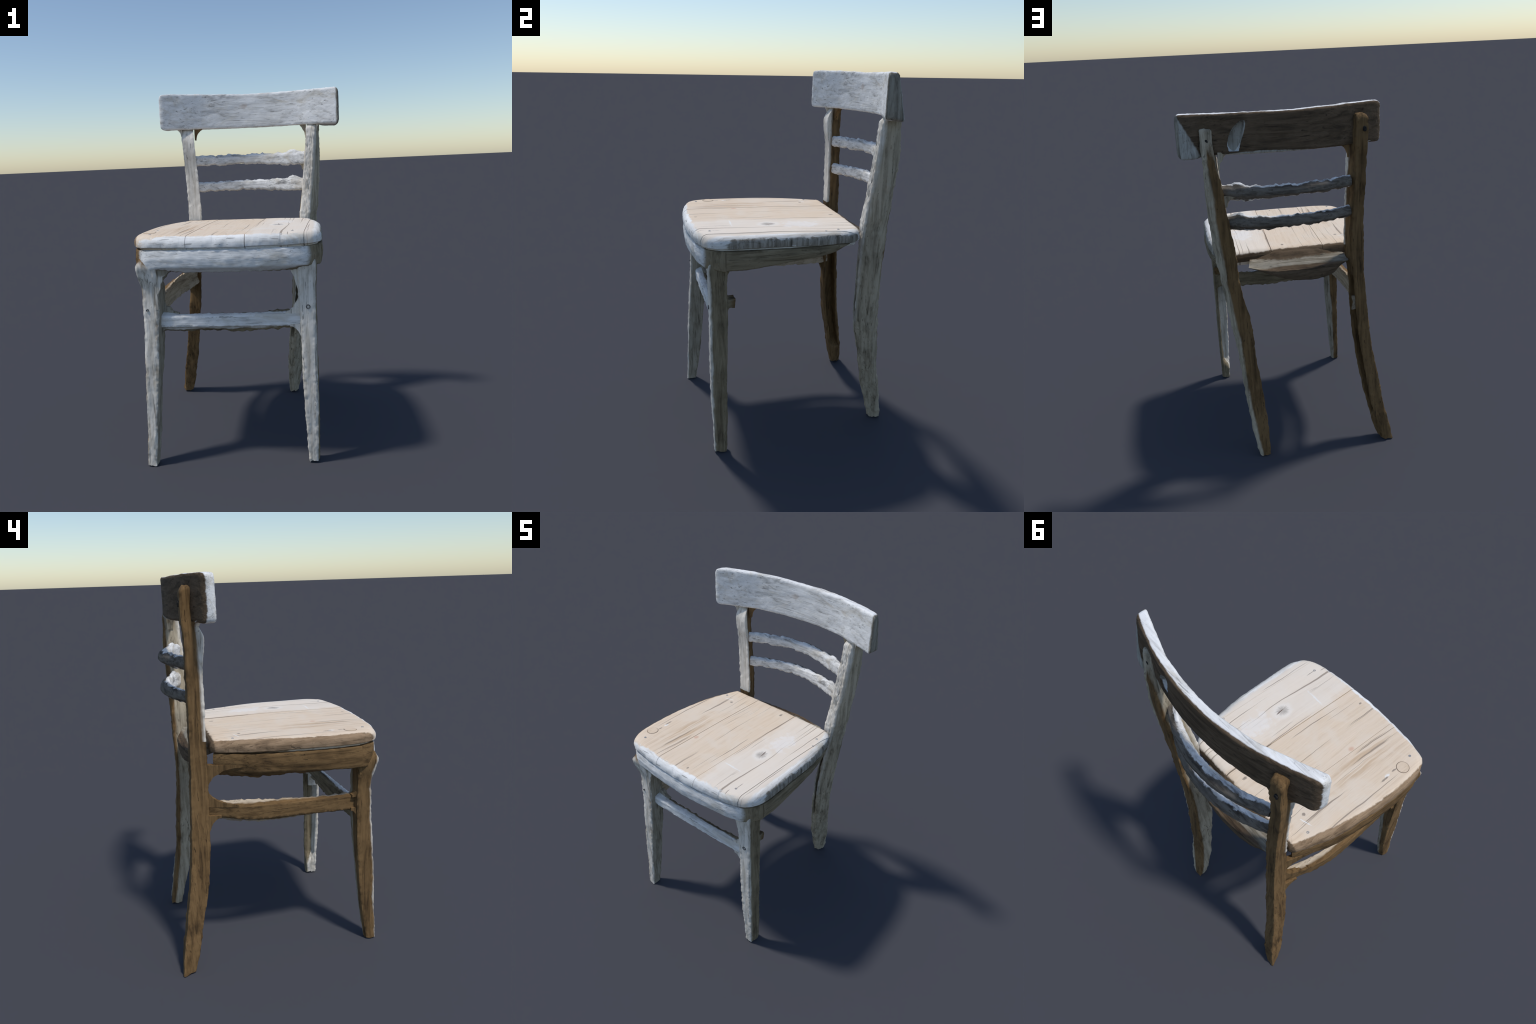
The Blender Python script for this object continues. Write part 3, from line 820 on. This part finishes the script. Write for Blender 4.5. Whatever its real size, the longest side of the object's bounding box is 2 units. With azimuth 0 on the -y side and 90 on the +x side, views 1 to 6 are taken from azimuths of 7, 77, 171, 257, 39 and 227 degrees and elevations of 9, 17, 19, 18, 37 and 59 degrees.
    iron = plain("bolt_hole", (0.035, 0.032, 0.03), (0.015, 0.014, 0.013), 150, 0.8)
    for x, y, z in ((0.411, 0.439, 1.850), (-0.417, 0.449, 1.866)):
        b = Builder()
        rr = []
        for q, d in ((1.0, -0.012), (1.0, 0.0015), (0.8, 0.003), (0.3, 0.003)):
            rr.append([(x + 0.009 * q * math.cos(a), y + d, z + 0.015 * q * math.sin(a)) for a in np.linspace(0, TAU, 20, endpoint=False)])
        b.loft(rr).roughen(0.002, 90, 1).make("bolt", iron, chair, 35)


# --- stretchers: thin rounded outer face, flaring to a torn inner lip
def build_stretchers():
    c = curve1d
    B = Builder()
    rings, ws = [], []
    for x in np.linspace(-0.405, 0.335, 120):
        j1, j2 = 0.008 * fbm((x, 0, 1), 30, 2, 3), 0.008 * fbm((x, 3, 1), 26, 4, 3)
        yo = -0.463 + 0.024 * x - 0.004 * math.cos(math.pi * x / 0.8)
        top = float(c([-0.4, -0.3, -0.1, 0.1, 0.22, 0.335], [0.822, 0.800, 0.798, 0.801, 0.815, 0.822], x)) + max(j1, -0.004)
        bot = float(c([-0.4, -0.3, -0.1, 0.03, 0.15, 0.335], [0.708, 0.704, 0.703, 0.698, 0.708, 0.716], x)) - max(j2, -0.004)
        sec = [(yo, 0.738), (yo, 0.796), (yo + 0.020, 0.804), (-0.424, top), (-0.416, top - 0.006), (-0.416, bot + 0.006), (-0.424, bot), (yo + 0.02, 0.735)]
        pts, w = rounded(sec, 0.005, [6, 2, 4, 1, 8, 1, 4, 2], 2)
        rings.append(np.column_stack([np.full(len(pts), x), pts]))
        ws.append(w)
    m = wood("front_stretcher_wood", 0, WHITE, 10.0, OLIVE, (0, 12, 0, 5.25), 0.06, 0.4)
    B.loft(rings, ws).roughen(0.002, 26, 3, 0.003, 45, 0.0006, 140).make("stretcher", m, chair)

    B = Builder()
    rings, ws = [], []
    for y in np.linspace(-0.415, 0.385, 130):
        xo = float(c([-0.42, -0.28, -0.14, 0.05, 0.14, 0.22, 0.30, 0.39], [-0.452, -0.465, -0.474, -0.478, -0.470, -0.454, -0.430, -0.405], y))
        zo1 = float(c([-0.42, -0.07, 0.18, 0.30, 0.39], [0.862, 0.872, 0.876, 0.889, 0.892], y))
        zo0 = float(c([-0.42, -0.07, 0.18, 0.30, 0.39], [0.782, 0.796, 0.800, 0.812, 0.816], y))
        j1, j2 = 0.008 * fbm((1, y, 1), 28, 6, 3), 0.006 * fbm((2, y, 1), 26, 8, 3)
        zi1 = float(c([-0.42, -0.2, 0.0, 0.12, 0.25, 0.39], [0.862, 0.872, 0.886, 0.896, 0.895, 0.898], y)) + j1
        zi0 = float(c([-0.42, -0.2, 0.0, 0.15, 0.28, 0.39], [0.772, 0.774, 0.770, 0.772, 0.786, 0.805], y)) - j2
        wd = float(c([-0.42, -0.1, 0.1, 0.39], [0.050, 0.042, 0.040, 0.045], y))
        sec = [(xo, zo0), (xo, zo1), (xo + 0.015, zo1 + 0.002), (xo + wd, zi1), (xo + wd + 0.006, zi1 - 0.005), (xo + wd - 0.006, (zi0 + zi1) / 2), (xo + wd + 0.006, zi0 + 0.005), (xo + wd, zi0), (xo + 0.015, zo0 - 0.002)]
        pts, w = rounded(sec, 0.005, [6, 1, 5, 1, 4, 4, 1, 5, 1], 2)
        rings.append(np.column_stack([pts[:, 0], np.full(len(pts), y), pts[:, 1]]))
        ws.append(w)
    def inner_lip(N):
        d = N.sub(N.y, 0.05)
        p, q = N.math("MAXIMUM", d, 0.0), N.math("MINIMUM", d, 0.0)
        xo = N.add(N.add(N.mul(N.mul(p, p), 0.6), N.mul(N.mul(q, q), 0.12)), -0.482)
        return N.sub(N.sub(N.x, xo), 0.030)
    m = wood("side_stretcher_wood", 1, BROWN, 11.0, ((0.60, 0.50, 0.38), (0.45, 0.36, 0.26), (0.22, 0.17, 0.12)), inner_lip, 0.006, 0.025)
    B.loft(rings, ws).roughen(0.002, 26, 5, 0.003, 45, 0.0006, 140).make("stretcher", m, chair)


# --- backrest: bowed top rail and two rough slats
def build_backrest():
    c = curve1d
    B = Builder()
    rings, ws = [], []
    for x in np.concatenate([np.linspace(-0.540, -0.50, 14), np.linspace(-0.495, 0.52, 220), np.linspace(0.524, 0.560, 14)]):
        yf = 0.430 - 0.40 * x * x + 0.030 * x
        out = 0.012 * float(smooth01(-0.25, -0.42, x)) + 0.009 * float(smooth01(0.28, 0.40, x))
        th = 0.048 + out
        yf -= out
        el, er = (x + 0.540) / 0.030, (0.560 - x) / 0.028  # rounded ends
        k = math.sqrt(max(0.0, 1 - (1 - min(1.0, el)) ** 2)) * math.sqrt(max(0.0, 1 - (1 - min(1.0, er)) ** 2))
        zt = float(c([-0.54, -0.45, -0.25, 0.0, 0.25, 0.56], [1.999, 2.001, 1.997, 1.991, 1.991, 1.991], x)) - 0.028 * (1 - k)
        zb = float(c([-0.54, -0.4, 0.0, 0.4, 0.56], [1.781, 1.782, 1.780, 1.780, 1.774], x)) + 0.024 * (1 - k)
        thk = th * (0.35 + 0.65 * k)
        yf += th * 0.30 * (1 - k)
        sl = -0.275 * (2 * 0.42 * x) * 0.0
        web = 0.046 * float(smooth01(0.42, 0.475, x)) * (0.3 + 0.7 * k)
        sec = [(yf, zb), (yf + 0.003, zt), (yf + thk, zt - 0.004), (yf + thk + 0.55 * web, (zt * 0.45 + zb * 0.55)), (yf + thk + web, zb - 0.2 * web)]
        pts, w = rounded(sec, 0.014, [26, 5, 12, 12, 6], 4)
        rings.append(np.column_stack([np.full(len(pts), x), pts]))
        ws.append(w * 0.6)
    B.loft(rings, ws)
    # bean-shaped break in the rear face
    out = []
    for p in B.v:
        x, y, z = p
        yb = 0.430 - 0.40 * x * x + 0.030 * x + 0.030
        if y > yb:
            s = np.clip((z - 1.80) / 0.15, 0, 1)
            cx = 0.274 - 0.052 * s * s
            half = 0.020 + 0.016 * math.sin(math.pi * min(1, s * 1.0 + 0.12))
            d = math.hypot((x - cx) / half, max(0, (z - 1.925) / 0.026))
            k = float(1 - smooth01(0.82, 1.0, d)) if z > 1.80 else 0
            y -= 0.034 * k
        out.append((x, y, z))
    B.v = out

    def marks(N, col):
        # torn pale areas on the rear face, set off from the brown by a ragged line
        behind = N.step(N.add(N.add(N.y, N.mul(N.mul(N.x, N.x), 0.40)), N.mul(N.x, -0.030)), 0.455, 0.462)
        pale, _ = grain(N, 2, ((0.46, 0.44, 0.39), (0.36, 0.34, 0.295), (0.22, 0.20, 0.17)), 14)
        n = N.mul(N.sub(N.noise(30, 3), 0.5), 0.02)
        end = N.step(N.add(N.add(N.add(N.x, N.mul(N.z, -0.55)), 0.535), n), -0.012, 0.0)
        lip = N.step(N.add(N.sub(1.7985, N.z), N.add(N.mul(n, 0.5), N.mul(N.math("ABSOLUTE", N.sub(N.x, 0.13)), -0.06))), -0.002, 0.002)
        s = N.math("DIVIDE", N.sub(N.z, 1.80), 0.15)
        bx = N.sub(N.x, N.sub(0.274, N.mul(N.mul(s, s), 0.052)))
        bean = N.math("SQRT", N.add(N.math("POWER", N.math("ABSOLUTE", N.mul(bx, 1 / 0.035)), 2.0), N.math("POWER", N.math("ABSOLUTE", N.mul(N.sub(N.z, 1.875), 1 / 0.076)), 2.0)))
        bean = N.step(bean, 1.04, 0.98)
        f = N.mul(behind, N.math("MAXIMUM", N.math("MAXIMUM", end, lip), 0.0, clamp=True))
        f = N.math("MAXIMUM", f, N.mul(bean, N.step(N.add(N.add(N.y, N.mul(N.mul(N.x, N.x), 0.40)), N.mul(N.x, -0.030)), 0.436, 0.440)))
        col = N.mix(f, col, pale)
        tip, _ = grain(N, 2, ((0.36, 0.33, 0.27), (0.22, 0.195, 0.155), (0.09, 0.08, 0.065)), 22)
        col = N.mix(N.step(N.add(N.x, N.mul(n, 0.6)), 0.540, 0.548), col, tip)
        # chalk tick and rusty smudge on the front
        front = N.sub(1.0, behind)
        tick = N.math("SQRT", N.add(N.math("POWER", N.mul(N.add(N.x, 0.219), 1 / 0.005), 2.0), N.math("POWER", N.mul(N.sub(N.z, 1.856), 1 / 0.018), 2.0)))
        col = N.mix(N.mul(N.mul(N.step(tick, 1.1, 0.7), 0.8), front), col, (0.88, 0.88, 0.87))
        sm = N.math("SQRT", N.add(N.math("POWER", N.mul(N.add(N.x, 0.03), 1 / 0.03), 2.0), N.math("POWER", N.mul(N.sub(N.z, 1.915), 1 / 0.022), 2.0)))
        sm = N.step(N.add(sm, N.mul(n, 60)), 1.1, 0.3)
        return N.mix(N.mul(N.mul(sm, 0.45), front), col, (0.42, 0.30, 0.22))

    m = Nodes("top_rail_wood")
    col, h = grain(m, 0, WHITE, 12.0, 0.8)
    br, _ = grain(m, 0, UMBER, 13.0)
    yy = m.add(m.add(m.y, m.mul(m.mul(m.x, m.x), 0.40)), m.mul(m.x, -0.030))
    w = m.mul(m.sub(m.noise((18, 18, 40), 4, 0.6, 0.5), 0.5), 0.012)
    col = m.mix(m.step(m.add(yy, w), 0.464, 0.470), col, br)
    col = marks(m, col)
    mat = m.done(col, h, 0.5, 0.004)
    B.roughen(0.0018, (9, 16, 22), 3, 0.0025, 30, 0.0007, 130).make("top_rail", mat, chair, 40)

    for z0, seed, xl, xr in ((1.584, 1.0, -0.352, 0.345), (1.418, 6.0, -0.348, 0.330)):
        N = Nodes("slat_wood")
        col, h = grain(N, 0, ((0.84, 0.83, 0.81), (0.62, 0.61, 0.59), (0.25, 0.245, 0.24)), 15.0 + seed)
        dk, _ = grain(N, 0, ((0.19, 0.165, 0.135), (0.125, 0.105, 0.083), (0.055, 0.045, 0.036)), 16.0 + seed)
        bow = N.add(N.y, N.mul(N.mul(N.x, N.x), 0.80))
        w = N.mul(N.sub(N.noise((16, 20, 40), 4, 0.6, 0.6), 0.5), 0.05)
        col = N.mix(N.step(N.add(bow, w), 0.496, 0.504), col, dk)
        mat = N.done(col, h, 0.5, 0.004)
        B = Builder()
        rings, ws = [], []
        for x in np.linspace(xl, xr, 130):
            yf = 0.468 - 0.80 * x * x
            k = float(smooth01(0.0, 0.10, 0.36 - abs(x)))
            j = 0.010 * fbm((x, z0, 0), 24, seed, 3) * k
            j2 = 0.010 * fbm((x, z0, 5), 24, seed + 4, 3) * k
            tuft = 0.024 * math.exp(-((x - 0.265) / 0.035) ** 2) if seed else 0
            top = z0 + 0.031 + j + tuft * 0.4
            bot = z0 - 0.031 + j2 - 0.012 * float(smooth01(0.02, 0.15, x))
            sec = [(yf, bot + 0.008), (yf, z0 + 0.022), (yf + 0.018, top + 0.004 + tuft * 0.5), (yf + 0.055, z0 + 0.020 + 0.5 * j), (yf + 0.060, z0 - 0.012), (yf + 0.024, bot - 0.002)]
            pts, w = rounded(sec, 0.008, [5, 3, 3, 4, 3, 3], 3)
            rings.append(np.column_stack([np.full(len(pts), x), pts]))
            ws.append(w)
        B.loft(rings, ws).roughen(0.0018, (14, 26, 26), seed, 0.0030, 44, 0.0008, 130).make("slat", mat, chair, 50)


build_seat()
build_apron()
build_front_legs()
build_rear_legs()
build_stretchers()
build_backrest()
for m in [m for m in bpy.data.materials if not m.users]:
    bpy.data.materials.remove(m)
